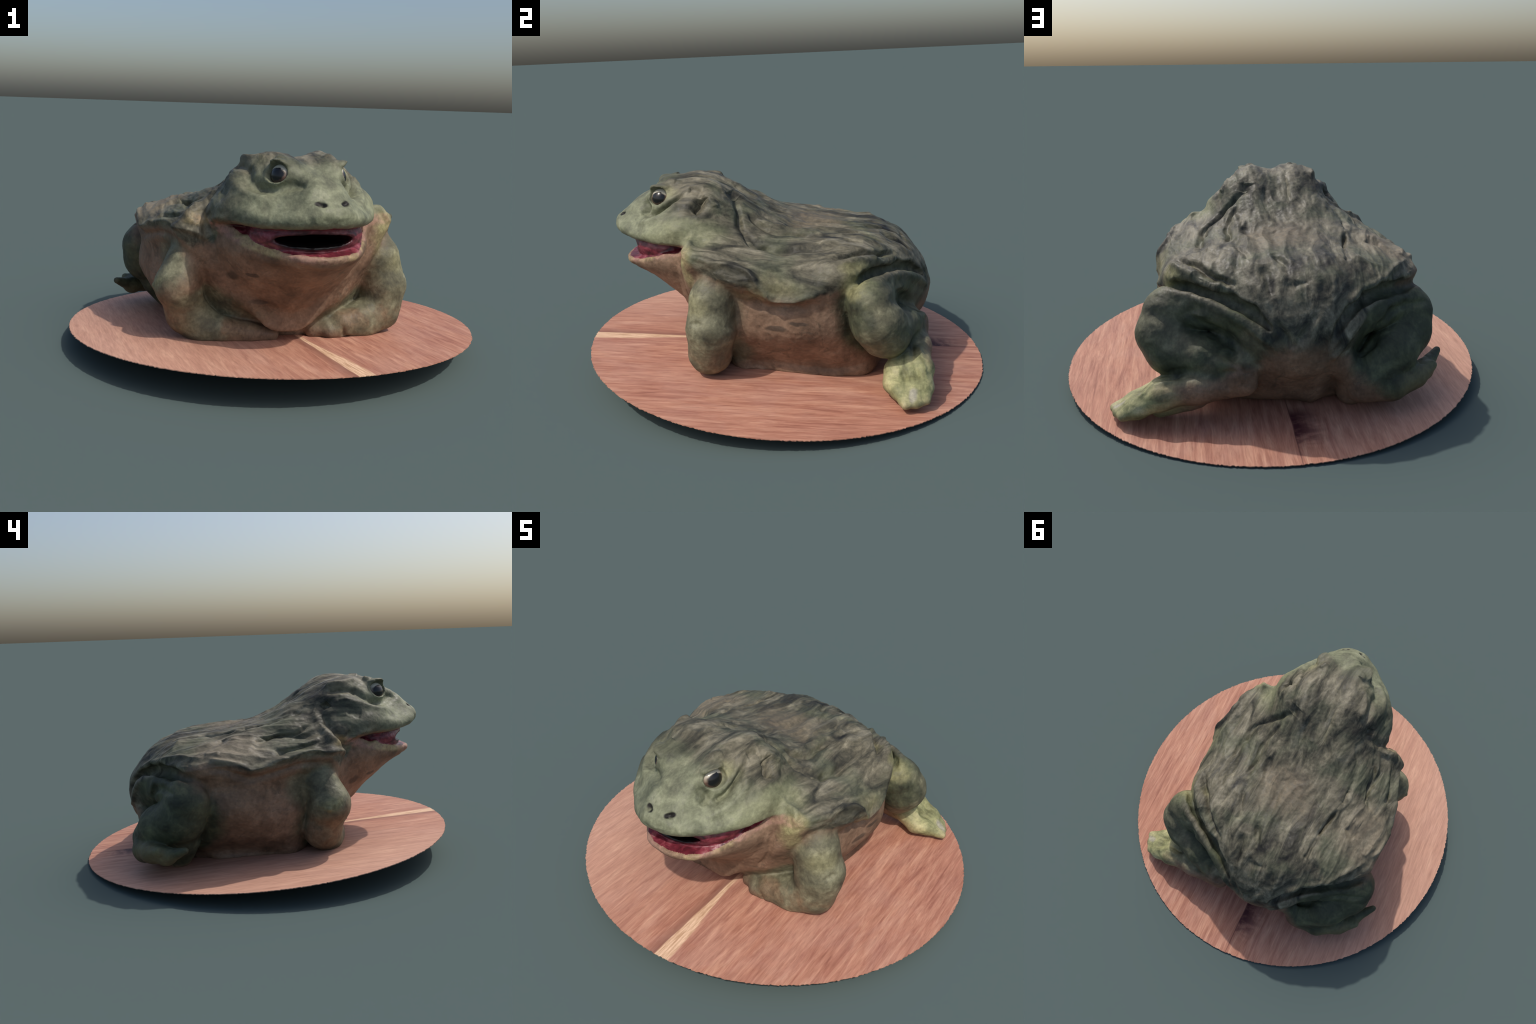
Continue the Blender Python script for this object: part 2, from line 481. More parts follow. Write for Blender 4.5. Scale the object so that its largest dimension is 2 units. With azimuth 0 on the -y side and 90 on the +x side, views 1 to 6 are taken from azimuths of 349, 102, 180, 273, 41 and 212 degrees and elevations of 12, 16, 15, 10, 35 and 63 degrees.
FLANK_FOLDS = [
    ('left_pocket', 0.015, -0.029, [(0.421, 0.292, 0.638), (0.350, 0.383, 0.651), (0.289, 0.461, 0.633), (0.211, 0.523, 0.606), (0.141, 0.560, 0.597)]),
    ('left_hip_roll', 0.022, 0.024, [(0.427, 0.354, 0.627), (0.353, 0.444, 0.618), (0.253, 0.517, 0.591), (0.166, 0.558, 0.585)]),
    ('neck_crease_left', 0.016, -0.012, [(0.145, -0.198, 0.863), (0.197, -0.169, 0.805), (0.250, -0.151, 0.749), (0.279, -0.098, 0.708)]),
    ('left_flank_groove', 0.020, -0.016, [(0.276, -0.117, 0.716), (0.314, -0.044, 0.673), (0.334, 0.053, 0.651), (0.316, 0.172, 0.656), (0.308, 0.264, 0.669), (0.236, 0.350, 0.679)]),
    ('left_flank_ridge', 0.020, 0.010, [(0.183, -0.124, 0.782), (0.157, -0.023, 0.737), (0.138, 0.100, 0.702), (0.093, 0.212, 0.701)]),
    ('left_rim', 0.014, 0.018, [(0.485, -0.315, 0.661), (0.504, -0.245, 0.644), (0.507, -0.171, 0.632), (0.525, -0.068, 0.607), (0.549, -0.012, 0.541), (0.534, 0.037, 0.492), (0.520, 0.115, 0.478), (0.511, 0.185, 0.490), (0.488, 0.254, 0.505)]),
    ('left_rim_under', 0.022, -0.018, [(0.552, -0.092, 0.550), (0.490, -0.020, 0.445), (0.496, 0.109, 0.436), (0.478, 0.252, 0.466)]),
    ('rim_right', 0.015, 0.018, [(-0.373, -0.470, 0.530), (-0.395, -0.425, 0.584), (-0.517, -0.359, 0.623), (-0.530, -0.283, 0.619), (-0.575, -0.190, 0.609), (-0.605, -0.091, 0.590), (-0.632, -0.026, 0.570), (-0.654, 0.031, 0.564)]),
    ('rim_right_back', 0.015, 0.012, [(-0.654, 0.031, 0.564), (-0.657, 0.103, 0.594), (-0.660, 0.168, 0.607), (-0.638, 0.235, 0.621)]),
    ('rim_right_under', 0.022, -0.017, [(-0.516, -0.341, 0.559), (-0.571, -0.214, 0.564), (-0.613, -0.090, 0.541), (-0.644, 0.025, 0.517), (-0.676, 0.136, 0.559), (-0.677, 0.232, 0.578)]),
    ('rim_right_rear', 0.016, 0.014, [(-0.633, 0.262, 0.620), (-0.541, 0.422, 0.612), (-0.475, 0.503, 0.584), (-0.396, 0.567, 0.562), (-0.338, 0.628, 0.527)]),
    ('neck_crease_right', 0.018, -0.022, [(-0.333, -0.327, 0.776), (-0.392, -0.367, 0.721), (-0.412, -0.400, 0.679), (-0.383, -0.435, 0.604), (-0.373, -0.470, 0.530)]),
    ('collar_ridge_right', 0.022, 0.012, [(-0.295, -0.294, 0.817), (-0.330, -0.284, 0.768), (-0.372, -0.308, 0.729), (-0.462, -0.363, 0.679), (-0.404, -0.416, 0.608)]),
    ('collar_knob', 0.016, 0.014, [(-0.404, -0.319, 0.706), (-0.418, -0.327, 0.699)]),
]
LIMB_FOLDS = [
    ('toe_groove', 0.011, -0.017, [(0.36, 0.655, 0.225), (0.47, 0.660, 0.185), (0.56, 0.680, 0.125), (0.62, 0.690, 0.085)]),
    ('toe_groove', 0.011, -0.017, [(0.38, 0.605, 0.215), (0.48, 0.600, 0.170), (0.56, 0.625, 0.125), (0.64, 0.645, 0.085)]),
    ('toe_ridge', 0.012, 0.009, [(0.38, 0.69, 0.225), (0.48, 0.695, 0.185), (0.56, 0.71, 0.12)]),
    ('thigh_dent_left', 0.030, -0.020, [(0.271, 0.599, 0.509), (0.322, 0.591, 0.467), (0.136, 0.627, 0.344), (0.171, 0.684, 0.327)]),
    ('thigh_ridge_left', 0.022, 0.018, [(0.416, 0.513, 0.548), (0.283, 0.568, 0.536), (0.146, 0.635, 0.483), (0.048, 0.683, 0.435), (-0.030, 0.718, 0.374)]),
    ('foot_crease_left', 0.018, -0.014, [(0.403, 0.644, 0.242), (0.276, 0.724, 0.263), (0.146, 0.723, 0.270), (0.043, 0.670, 0.279)]),
    ('pelvis_ridge_right', 0.018, 0.014, [(-0.412, 0.604, 0.476), (-0.354, 0.657, 0.421), (-0.301, 0.679, 0.346), (-0.256, 0.696, 0.307)]),
    ('rump_groove_a', 0.016, -0.010, [(-0.039, 0.699, 0.477), (-0.082, 0.725, 0.422), (-0.116, 0.742, 0.374)]),
    ('rump_groove_b', 0.016, -0.010, [(-0.212, 0.684, 0.506), (-0.159, 0.718, 0.447), (-0.133, 0.734, 0.407)]),
    ('elbow_fold_right', 0.012, 0.008, [(-0.605, -0.233, 0.311), (-0.621, -0.275, 0.336), (-0.612, -0.333, 0.349), (-0.272, -0.431, 0.305)]),
    ('elbow_fold_left', 0.012, -0.010, [(0.506, -0.333, 0.378), (0.562, -0.317, 0.370), (0.602, -0.281, 0.387)]),
    ('thumb_crease_left', 0.012, -0.012, [(0.258, -0.418, 0.158), (0.268, -0.407, 0.108), (0.301, -0.386, 0.103)]),
]
HEAD_FOLDS = [
    ('ear_right', 0.020, -0.032, [(-0.305, -0.334, 0.821), (-0.298, -0.356, 0.838)]),
    ('temple_right', 0.022, -0.024, [(-0.258, -0.350, 0.892), (-0.249, -0.431, 0.898), (-0.220, -0.521, 0.879)]),
    ('brow_right', 0.018, 0.014, [(-0.223, -0.343, 0.916), (-0.215, -0.415, 0.931), (-0.154, -0.501, 0.938)]),
    ('cheek_ridge_right', 0.025, 0.016, [(-0.295, -0.409, 0.845), (-0.290, -0.488, 0.833), (-0.262, -0.579, 0.801), (-0.174, -0.678, 0.776)]),
    ('cheek_hollow_right', 0.030, -0.011, [(-0.334, -0.441, 0.791), (-0.331, -0.528, 0.770)]),
    ('postorbital_left', 0.012, -0.038, [(0.212, -0.446, 0.888), (0.217, -0.503, 0.859), (0.217, -0.560, 0.818), (0.208, -0.606, 0.799)]),
    ('undereye_left', 0.022, -0.016, [(0.160, -0.638, 0.835), (0.195, -0.628, 0.799), (0.215, -0.589, 0.802)]),
    ('ear_left', 0.026, -0.046, [(0.232, -0.347, 0.881), (0.254, -0.347, 0.855), (0.278, -0.381, 0.831)]),
    ('ear_lid_left', 0.016, 0.014, [(0.218, -0.337, 0.896), (0.232, -0.301, 0.869), (0.246, -0.264, 0.829)]),
    ('temple_left', 0.020, -0.016, [(0.195, -0.414, 0.915), (0.207, -0.351, 0.909)]),
    ('cheek_ridge_left', 0.022, 0.016, [(0.232, -0.457, 0.862), (0.254, -0.494, 0.820), (0.249, -0.577, 0.781), (0.223, -0.672, 0.751)]),
    ('mouth_fold_left', 0.014, 0.014, [(0.348, -0.357, 0.733), (0.411, -0.365, 0.704), (0.448, -0.382, 0.657)]),
    ('canthus_right', 0.022, -0.022, [(-0.209, -0.592, 0.828), (-0.144, -0.654, 0.821), (-0.077, -0.692, 0.841), (-0.033, -0.728, 0.845)]),
    ('temple_front_right', 0.025, -0.019, [(-0.242, -0.503, 0.872), (-0.221, -0.569, 0.841), (-0.198, -0.614, 0.815)]),
    ('eyeL_front_groove', 0.014, -0.016, [(0.133, -0.661, 0.855), (0.174, -0.639, 0.815), (0.174, -0.674, 0.796)]),
    ('throat_crease_left', 0.014, -0.011, [(0.379, -0.410, 0.636), (0.348, -0.430, 0.536), (0.307, -0.416, 0.411), (0.242, -0.416, 0.315)]),
    ('head_bump_a', 0.018, 0.014, [(0.107, -0.540, 0.942), (0.126, -0.487, 0.943)]),
    ('head_bump_b', 0.018, 0.016, [(-0.111, -0.591, 0.926), (-0.101, -0.552, 0.941)]),
]


def hash3(i, seed):
    """Repeatable pseudo-random value in 0..1 for integer lattice points."""
    n = (i[..., 0] * 73856093) ^ (i[..., 1] * 19349663) ^ (i[..., 2] * 83492791) ^ (seed * 2654435761)
    n = (n ^ (n >> 13)) & 0x7fffffff
    n = (n * (n * n * 15731 + 789221) + 1376312589) & 0x7fffffff
    return n / 0x7fffffff


def noise(p, seed=0):
    i = np.floor(p).astype(np.int64)
    t = p - i
    t = t * t * t * (t * (t * 6 - 15) + 10)
    r = 0
    for a in (0, 1):
        for b in (0, 1):
            for c in (0, 1):
                w = (t[:, 0] if a else 1 - t[:, 0]) * (t[:, 1] if b else 1 - t[:, 1]) * (t[:, 2] if c else 1 - t[:, 2])
                r = r + w * hash3(i + np.array([a, b, c]), seed)
    return r * 2 - 1


def fbm(p, octaves, seed=0):
    r, amp = 0, 1.0
    for o in range(octaves):
        r = r + amp * noise(p * 2 ** o + 17.3 * o, seed + o)
        amp *= 0.5
    return r


def fold(V, nrm, line, width, height):
    """Height added at each vertex by one fold line, tapering to both ends."""
    c = catmull(line, 10, False) if len(line) > 2 else np.linspace(line[0], line[-1], 8)
    lo, hi = c.min(0) - 3 * width, c.max(0) + 3 * width
    m = np.nonzero(((V > lo) & (V < hi)).all(1))[0]
    if not len(m):
        return m, 0
    P0 = V[m]
    best = np.full(len(m), 9.0)
    par = np.zeros(len(m))
    n = len(c) - 1
    for i in range(n):
        ab = c[i + 1] - c[i]
        t = np.clip(((P0 - c[i]) @ ab) / max(ab @ ab, 1e-12), 0, 1)
        d = np.linalg.norm(P0 - c[i] - t[:, None] * ab, axis=1)
        k = d < best
        best[k] = d[k]
        par[k] = (i + t[k]) / n
    taper = np.clip(np.minimum(par, 1 - par) * 5 + 0.35, 0, 1)
    return m, height * taper * np.exp(-(best / width) ** 2)


def relief(V, F):
    nrm = normals(V, F)
    warp = np.stack([fbm(V * 9, 2, s) for s in (31, 32, 33)], 1) * 0.006
    h = np.zeros(len(V))
    for group in (BACK_FOLDS, FLANK_FOLDS, LIMB_FOLDS, HEAD_FOLDS):
        for name, width, height, line in group:
            m, d = fold(V + warp, nrm, np.array(line), width, height)
            if len(m):
                h[m] += d
    V = V + nrm * h[:, None]
    nrm = normals(V, F)
    # loose skin: long lengthwise wrinkles on the back, soft lumps elsewhere
    dorsal = np.clip((V[:, 2] - 0.50) / 0.12, 0, 1) * np.clip((V[:, 1] + 0.55) / 0.25, 0, 1) * np.clip(nrm[:, 2] * 1.5 + .3, 0, 1)
    lengthwise = np.stack([V[:, 0] * 15 + V[:, 1] * 2.0, V[:, 1] * 4.5, V[:, 2] * 9], 1) + np.stack([fbm(V * 5, 2, 41)] * 3, 1) * 0.5
    w = fbm(lengthwise, 3, 5)
    crease = -np.abs(fbm(lengthwise * 0.8 + 9, 2, 15)) + 0.3
    lumps = fbm(V * 13, 4, 6)
    h = dorsal * (0.0075 * w + 0.011 * crease) + 0.0024 * lumps + 0.0006 * fbm(V * 55, 2, 8)
    # keep the sole and the mouth quiet
    sole = np.clip((V[:, 2] - plate(V[:, 0], V[:, 1])) / 0.02, 0, 1)
    return V + nrm * (h * sole)[:, None]


# ------------------------------------------------------------------ materials
class Nodes:
    """Small helper to write shader graphs as expressions."""

    def __init__(self, name):
        self.mat = bpy.data.materials.new(name)
        self.mat.use_nodes = True
        self.t = self.mat.node_tree
        self.bsdf = self.t.nodes['Principled BSDF']
        self.out = self.t.nodes['Material Output']
        self.co = self.t.nodes.new('ShaderNodeTexCoord').outputs['Object']

    def put(self, sock, v):
        if isinstance(v, bpy.types.NodeSocket):
            self.t.links.new(v, sock)
        elif sock.type == 'RGBA':
            sock.default_value = (*v, 1) if len(v) == 3 else v
        else:
            sock.default_value = v

    def math(self, op, a, b=0.0, clamp=False):
        n = self.t.nodes.new('ShaderNodeMath')
        n.operation = op
        n.use_clamp = clamp
        self.put(n.inputs[0], a)
        self.put(n.inputs[1], b)
        return n.outputs[0]

    def vec(self, op, a, b=(0, 0, 0)):
        n = self.t.nodes.new('ShaderNodeVectorMath')
        n.operation = op
        self.put(n.inputs[0], a)
        self.put(n.inputs[1], b)
        return n.outputs['Value'] if op in ('LENGTH', 'DOT_PRODUCT') else n.outputs[0]

    def xyz(self, v):
        n = self.t.nodes.new('ShaderNodeSeparateXYZ')
        self.put(n.inputs[0], v)
        return n.outputs

    def mapping(self, v, scale=(1, 1, 1), rot=(0, 0, 0), loc=(0, 0, 0)):
        n = self.t.nodes.new('ShaderNodeMapping')
        self.put(n.inputs['Vector'], v)
        n.inputs['Scale'].default_value = scale
        n.inputs['Rotation'].default_value = rot
        n.inputs['Location'].default_value = loc
        return n.outputs[0]

    def noise(self, v, scale, detail=4, rough=0.55, dist=0.0, colour=False):
        n = self.t.nodes.new('ShaderNodeTexNoise')
        self.put(n.inputs['Vector'], v)
        n.inputs['Scale'].default_value = scale
        n.inputs['Detail'].default_value = detail
        n.inputs['Roughness'].default_value = rough
        n.inputs['Distortion'].default_value = dist
        return n.outputs['Color' if colour else 'Fac']

    def range(self, v, a, b, c=0.0, d=1.0):
        n = self.t.nodes.new('ShaderNodeMapRange')
        n.interpolation_type = 'SMOOTHSTEP'
        self.put(n.inputs['Value'], v)
        n.inputs['From Min'].default_value = a
        n.inputs['From Max'].default_value = b
        n.inputs['To Min'].default_value = c
        n.inputs['To Max'].default_value = d
        return n.outputs[0]

    def ramp(self, v, stops):
        n = self.t.nodes.new('ShaderNodeValToRGB')
        self.put(n.inputs[0], v)
        e = n.color_ramp.elements
        while len(e) < len(stops):
            e.new(0.5)
        for i, (p, c) in enumerate(stops):
            e[i].position = p
            e[i].color = (c, c, c, 1) if np.isscalar(c) else (*c, 1)
        return n.outputs[0]

    def mix(self, f, a, b, mode='MIX'):
        n = self.t.nodes.new('ShaderNodeMix')
        n.data_type = 'RGBA'
        n.blend_type = mode
        self.put(n.inputs[0], f)
        self.put(n.inputs[6], a)
        self.put(n.inputs[7], b)
        return n.outputs[2]

    def spot(self, v, centre, radii, soft=0.5):
        """Soft mask: 1 inside an ellipsoid, 0 outside."""
        d = self.vec('LENGTH', self.vec('DIVIDE', self.vec('SUBTRACT', v, centre), radii))
        return self.range(d, 1.0 + soft * .5, 1.0 - soft * .5)

    def bump(self, height, strength, distance):
        n = self.t.nodes.new('ShaderNodeBump')
        self.put(n.inputs['Height'], height)
        n.inputs['Strength'].default_value = strength
        n.inputs['Distance'].default_value = distance
        self.t.links.new(n.outputs[0], self.bsdf.inputs['Normal'])


def along(y):
    return (y + 1.0) / 2.0


# height of the border between dark back skin and pale belly skin, along y
RIM_LEFT = [(-.85, .66), (-.70, .665), (-.55, .672), (-.42, .682), (-.37, .66), (-.31, .59), (-.17, .56), (-.07, .54), (0, .51), (.04, .488),
            (.12, .470), (.19, .482), (.26, .50), (.36, .52), (.46, .40), (.6, .28), (.72, .33)]
RIM_RIGHT = [(-.85, .66), (-.70, .665), (-.6, .675), (-.5, .68), (-.45, .58), (-.40, .54), (-.36, .60), (-.28, .605), (-.19, .595), (-.09, .575), (.03, .55),
             (.10, .58), (.24, .60), (.38, .56), (.5, .40), (.6, .30), (.72, .33)]


def skin_material():
    N_ = Nodes('frog_skin')
    co = N_.co
    wob = N_.vec('SCALE', N_.vec('SUBTRACT', N_.noise(co, 7, 3, colour=True), (.5, .5, .5)))
    wob.node.inputs['Scale'].default_value = 0.10
    p = N_.vec('ADD', co, wob)
    x, y, z = N_.xyz(p)
    fx, fy, fz = N_.xyz(co)
    # ---- back: streaky olive grey
    streak = N_.noise(N_.mapping(co, (1.7, .42, 1.2), (0, 0, .12)), 9, 7, .62, .7)
    patch = N_.noise(co, 4.2, 4, .55, .4)
    grain = N_.noise(N_.mapping(co, (1.3, .7, 1)), 60, 5, .65)
    fleck = N_.noise(co, 26, 4, .6, .6)
    back = N_.ramp(streak, [(.32, (.018, .017, .014)), (.42, (.058, .054, .038)), (.51, (.120, .108, .073)), (.62, (.220, .198, .138)), (.76, (.34, .305, .225))])
    green = N_.ramp(streak, [(.30, (.026, .029, .020)), (.5, (.100, .108, .066)), (.7, (.19, .195, .122))])
    back = N_.mix(N_.range(patch, .48, .66, 0, .7), back, green)
    tan = N_.mix(N_.range(fleck, .4, .65), (.15, .125, .085), (.22, .175, .115))
    back = N_.mix(N_.math('MULTIPLY', N_.spot(p, (-.06, .17, .70), (.17, .13, .14), .9), .65), back, tan)
    back = N_.mix(N_.math('MULTIPLY', N_.spot(p, (-.56, .14, .64), (.14, .16, .10), .9), .55), back, (.25, .205, .14))
    # ---- head: paler, greener
    snout = N_.ramp(N_.noise(N_.mapping(co, (1, 1, 1.3)), 11, 6, .6, .5),
                    [(.3, (.095, .100, .066)), (.48, (.185, .195, .122)), (.6, (.250, .262, .165)), (.75, (.33, .33, .23))])
    headm = N_.spot(p, (.04, -.68, .755), (.36, .29, .165), .6)
    back = N_.mix(N_.math('MULTIPLY', headm, .88), back, snout)
    jawline = N_.spot(p, (.30, -.42, .72), (.14, .20, .07), .7)
    back = N_.mix(N_.math('MULTIPLY', jawline, .6), back, (.26, .27, .15))
    # ---- throat and belly: warm pinkish tan with smudges
    bn = N_.noise(co, 8, 6, .6, .3)
    belly = N_.ramp(bn, [(.3, (.110, .070, .045)), (.48, (.200, .125, .080)), (.62, (.265, .170, .110)), (.78, (.31, .215, .15))])
    smudge = N_.range(N_.noise(co, 11, 6, .72, 1.2), .54, .68)
    belly = N_.mix(N_.math('MULTIPLY', smudge, .55), belly, (.075, .060, .042))
    for c, r in MARKS:
        belly = N_.mix(N_.math('MULTIPLY', N_.spot(N_.vec('ADD', co, N_.vec('MULTIPLY', wob, (.5, .5, .5))), c, r, .5), .75), belly, (.055, .042, .032))
    side = N_.range(fx, -.03, .03)
    rim = N_.mix(side, N_.ramp(N_.math('ADD', N_.math('MULTIPLY', fy, .5), .5), [(along(a), b) for a, b in RIM_RIGHT]),
                 N_.ramp(N_.math('ADD', N_.math('MULTIPLY', fy, .5), .5), [(along(a), b) for a, b in RIM_LEFT]))
    jag = N_.math('MULTIPLY', N_.math('SUBTRACT', fleck, .5), .05)
    under = N_.range(N_.math('SUBTRACT', rim, N_.math('ADD', fz, jag)), -.012, .022)
    col = N_.mix(under, back, belly)
    # ---- limbs: olive again, browner low on the forearms
    limb = N_.ramp(N_.noise(co, 12, 6, .6, .4), [(.3, (.065, .062, .042)), (.5, (.140, .132, .082)), (.64, (.225, .215, .135)), (.8, (.31, .29, .18))])
    brown = N_.ramp(fleck, [(.3, (.11, .070, .040)), (.6, (.215, .145, .085))])
    arms = N_.math('MAXIMUM', N_.spot(p, (.55, -.28, .40), (.17, .18, .18), .5), N_.spot(p, (-.56, -.31, .43), (.15, .17, .13), .5))
    fore = N_.math('MAXIMUM', N_.spot(p, (.43, -.30, .20), (.34, .22, .12), .4), N_.spot(p, (-.42, -.34, .22), (.36, .18, .14), .4))
    fore_col = N_.mix(N_.range(patch, .40, .60), brown, limb)
    col = N_.mix(N_.math('MULTIPLY', fore, under), col, fore_col)
    col = N_.mix(N_.math('MULTIPLY', arms, under), col, limb)
    yellow = N_.mix(N_.range(fleck, .35, .65), (.24, .22, .10), (.42, .39, .19))
    dark_green = N_.ramp(N_.noise(co, 10, 6, .62, .5), [(.3, (.026, .029, .019)), (.5, (.066, .073, .043)), (.66, (.120, .128, .070)), (.8, (.18, .185, .10))])
    hind_r = N_.spot(p, (-.60, .47, .30), (.30, .30, .26), .25)
    hind_l = N_.spot(p, (.36, .55, .38), (.40, .24, .25), .25)
    hip = N_.range(N_.math('SUBTRACT', N_.math('ADD', N_.math('MULTIPLY', fy, -.45), .755), fz), -.015, .02)
    hip_l = N_.range(N_.math('SUBTRACT', N_.math('ADD', N_.math('MULTIPLY', fy, -.30), .71), fz), -.015, .02)
    col = N_.mix(N_.math('MULTIPLY', hind_r, hip), col, dark_green)
    thigh = N_.mix(N_.range(patch, .42, .58), dark_green, limb)
    col = N_.mix(N_.math('MULTIPLY', hind_l, hip_l), col, thigh)
    col = N_.mix(N_.spot(p, (-.15, .70, .26), (.17, .14, .13), .6), col, belly)
    # ---- yellow feet, elbows, knee, mouth corner
    foot = N_.spot(p, (.53, .655, .12), (.17, .16, .11), .7)
    footc = N_.ramp(N_.noise(N_.mapping(co, (.4, 1.2, 1)), 16, 4, .55, .3), [(.32, (.15, .15, .07)), (.46, (.27, .27, .13)), (.60, (.42, .39, .20)), (.78, (.54, .49, .29))])
    col = N_.mix(foot, col, footc)
    col = N_.mix(N_.math('MULTIPLY', N_.spot(p, (.63, .66, .105), (.03, .025, .03), .6), .6), col, (.34, .31, .28))
    col = N_.mix(N_.math('MULTIPLY', N_.spot(p, (-.66, .52, .15), (.20, .13, .05), .8), .5), col, (.24, .20, .10))
    for c, r, k in (((.47, .40, .53), (.06, .06, .05), .45), ((.44, -.37, .645), (.05, .05, .05), .7), ((.42, .40, .60), (.12, .06, .03), .5),
                    ((.42, -.38, .55), (.05, .05, .09), .55), ((-.58, -.36, .37), (.07, .06, .03), .4), ((.56, -.32, .45), (.08, .08, .05), .25),
                    ((.50, .02, .52), (.07, .14, .06), .35), ((.19, -.52, .90), (.04, .05, .04), .35)):
        col = N_.mix(N_.math('MULTIPLY', N_.spot(p, c, r, .9), k), col, yellow)
    # pale yellow-pink lower lip edge
    jaw_rim = N_.ramp(N_.math('ADD', N_.math('MULTIPLY', fy, .5), .5), [(along(-.82), .556), (along(-.67), .584), (along(-.57), .612), (along(-.45), .645), (along(-.36), .67)])
    lip = N_.math('MULTIPLY', N_.range(N_.math('SUBTRACT', fz, jaw_rim), -.030, -.012), N_.range(fy, -.34, -.42))
    lip = N_.math('MULTIPLY', N_.math('MULTIPLY', lip, N_.range(N_.math('SUBTRACT', fz, jaw_rim), .03, .015)), N_.range(fleck, .35, .6, .3, .9))
    col = N_.mix(lip, col, N_.mix(N_.range(patch, .42, .58), (.40, .31, .16), (.36, .20, .155)))
    # nostril pits
    for lat in (-.052, .051):
        for shift in (-.012, 0, .012):
            q = head(.386 - shift * .6, lat + np.sign(lat) * shift * .8, .781 + shift * .2)
            col = N_.mix(N_.spot(co, q, (.014, .014, .010), .7), col, (.014, .012, .010))
    # ---- fine grain
    col = N_.mix(.55, col, N_.ramp(grain, [(.25, (.45, .45, .45)), (.5, (.95, .95, .95)), (.75, (1.5, 1.5, 1.5))]), 'MULTIPLY')
    N_.put(N_.bsdf.inputs['Base Color'], col)
    N_.put(N_.bsdf.inputs['Roughness'], N_.range(grain, .3, .7, .46, .68))
    N_.bsdf.inputs['Specular IOR Level'].default_value = .28
    N_.bump(N_.math('ADD', N_.math('MULTIPLY', grain, .6), N_.noise(co, 150, 3, .6)), .2, .004)
    return N_.mat


# dark finger smudges on throat and flanks: centre, size
MARKS = [((.485, .05, .33), (.04, .055, .016)), ((.485, .15, .36), (.04, .05, .010)), ((-.29, -.50, .42), (.04, .05, .022)),
         ((-.20, -.57, .445), (.03, .04, .010)), ((-.16, -.49, .30), (.045, .05, .014))]


def mouth_material():
    N_ = Nodes('mouth_flesh')
    n = N_.noise(N_.mapping(N_.co, (1, 1, 1.6)), 22, 6, .6, .6)
    col = N_.ramp(n, [(.3, (.045, .007, .010)), (.47, (.14, .018, .028)), (.6, (.23, .040, .055)), (.75, (.33, .13, .13))])
    hole = N_.spot(N_.co, head(.27, -.03, .622), (.17, .17, .040), .4)  # cavity darkness baked into the flesh colour, on top of the dug hole
    N_.put(N_.bsdf.inputs['Base Color'], N_.mix(hole, col, (.006, .004, .004)))
    N_.bsdf.inputs['Roughness'].default_value = .38
    N_.bump(n, .4, .006)
    return N_.mat


def eye_material():
    """Local z looks outward, local y up: black pupil, cream above, brown below."""
    N_ = Nodes('eye_gloss')
    wob = N_.vec('SCALE', N_.vec('SUBTRACT', N_.noise(N_.co, 45, 3, colour=True), (.5, .5, .5)))
    wob.node.inputs['Scale'].default_value = .022
    p = N_.vec('ADD', N_.co, wob)
    x, y, z = N_.xyz(p)
    base = N_.ramp(N_.range(y, -.046, .042), [(0, (.035, .020, .015)), (.35, (.13, .075, .055)), (.62, (.30, .24, .18)), (.85, (.62, .58, .47))])
    pupil = N_.spot(N_.vec('MULTIPLY', p, (1, 1, 0)), (.001, -.006, 0), (.036, .027, 1), .25)
    N_.put(N_.bsdf.inputs['Base Color'], N_.mix(pupil, base, (.008, .008, .008)))
    N_.bsdf.inputs['Roughness'].default_value = .22
    return N_.mat


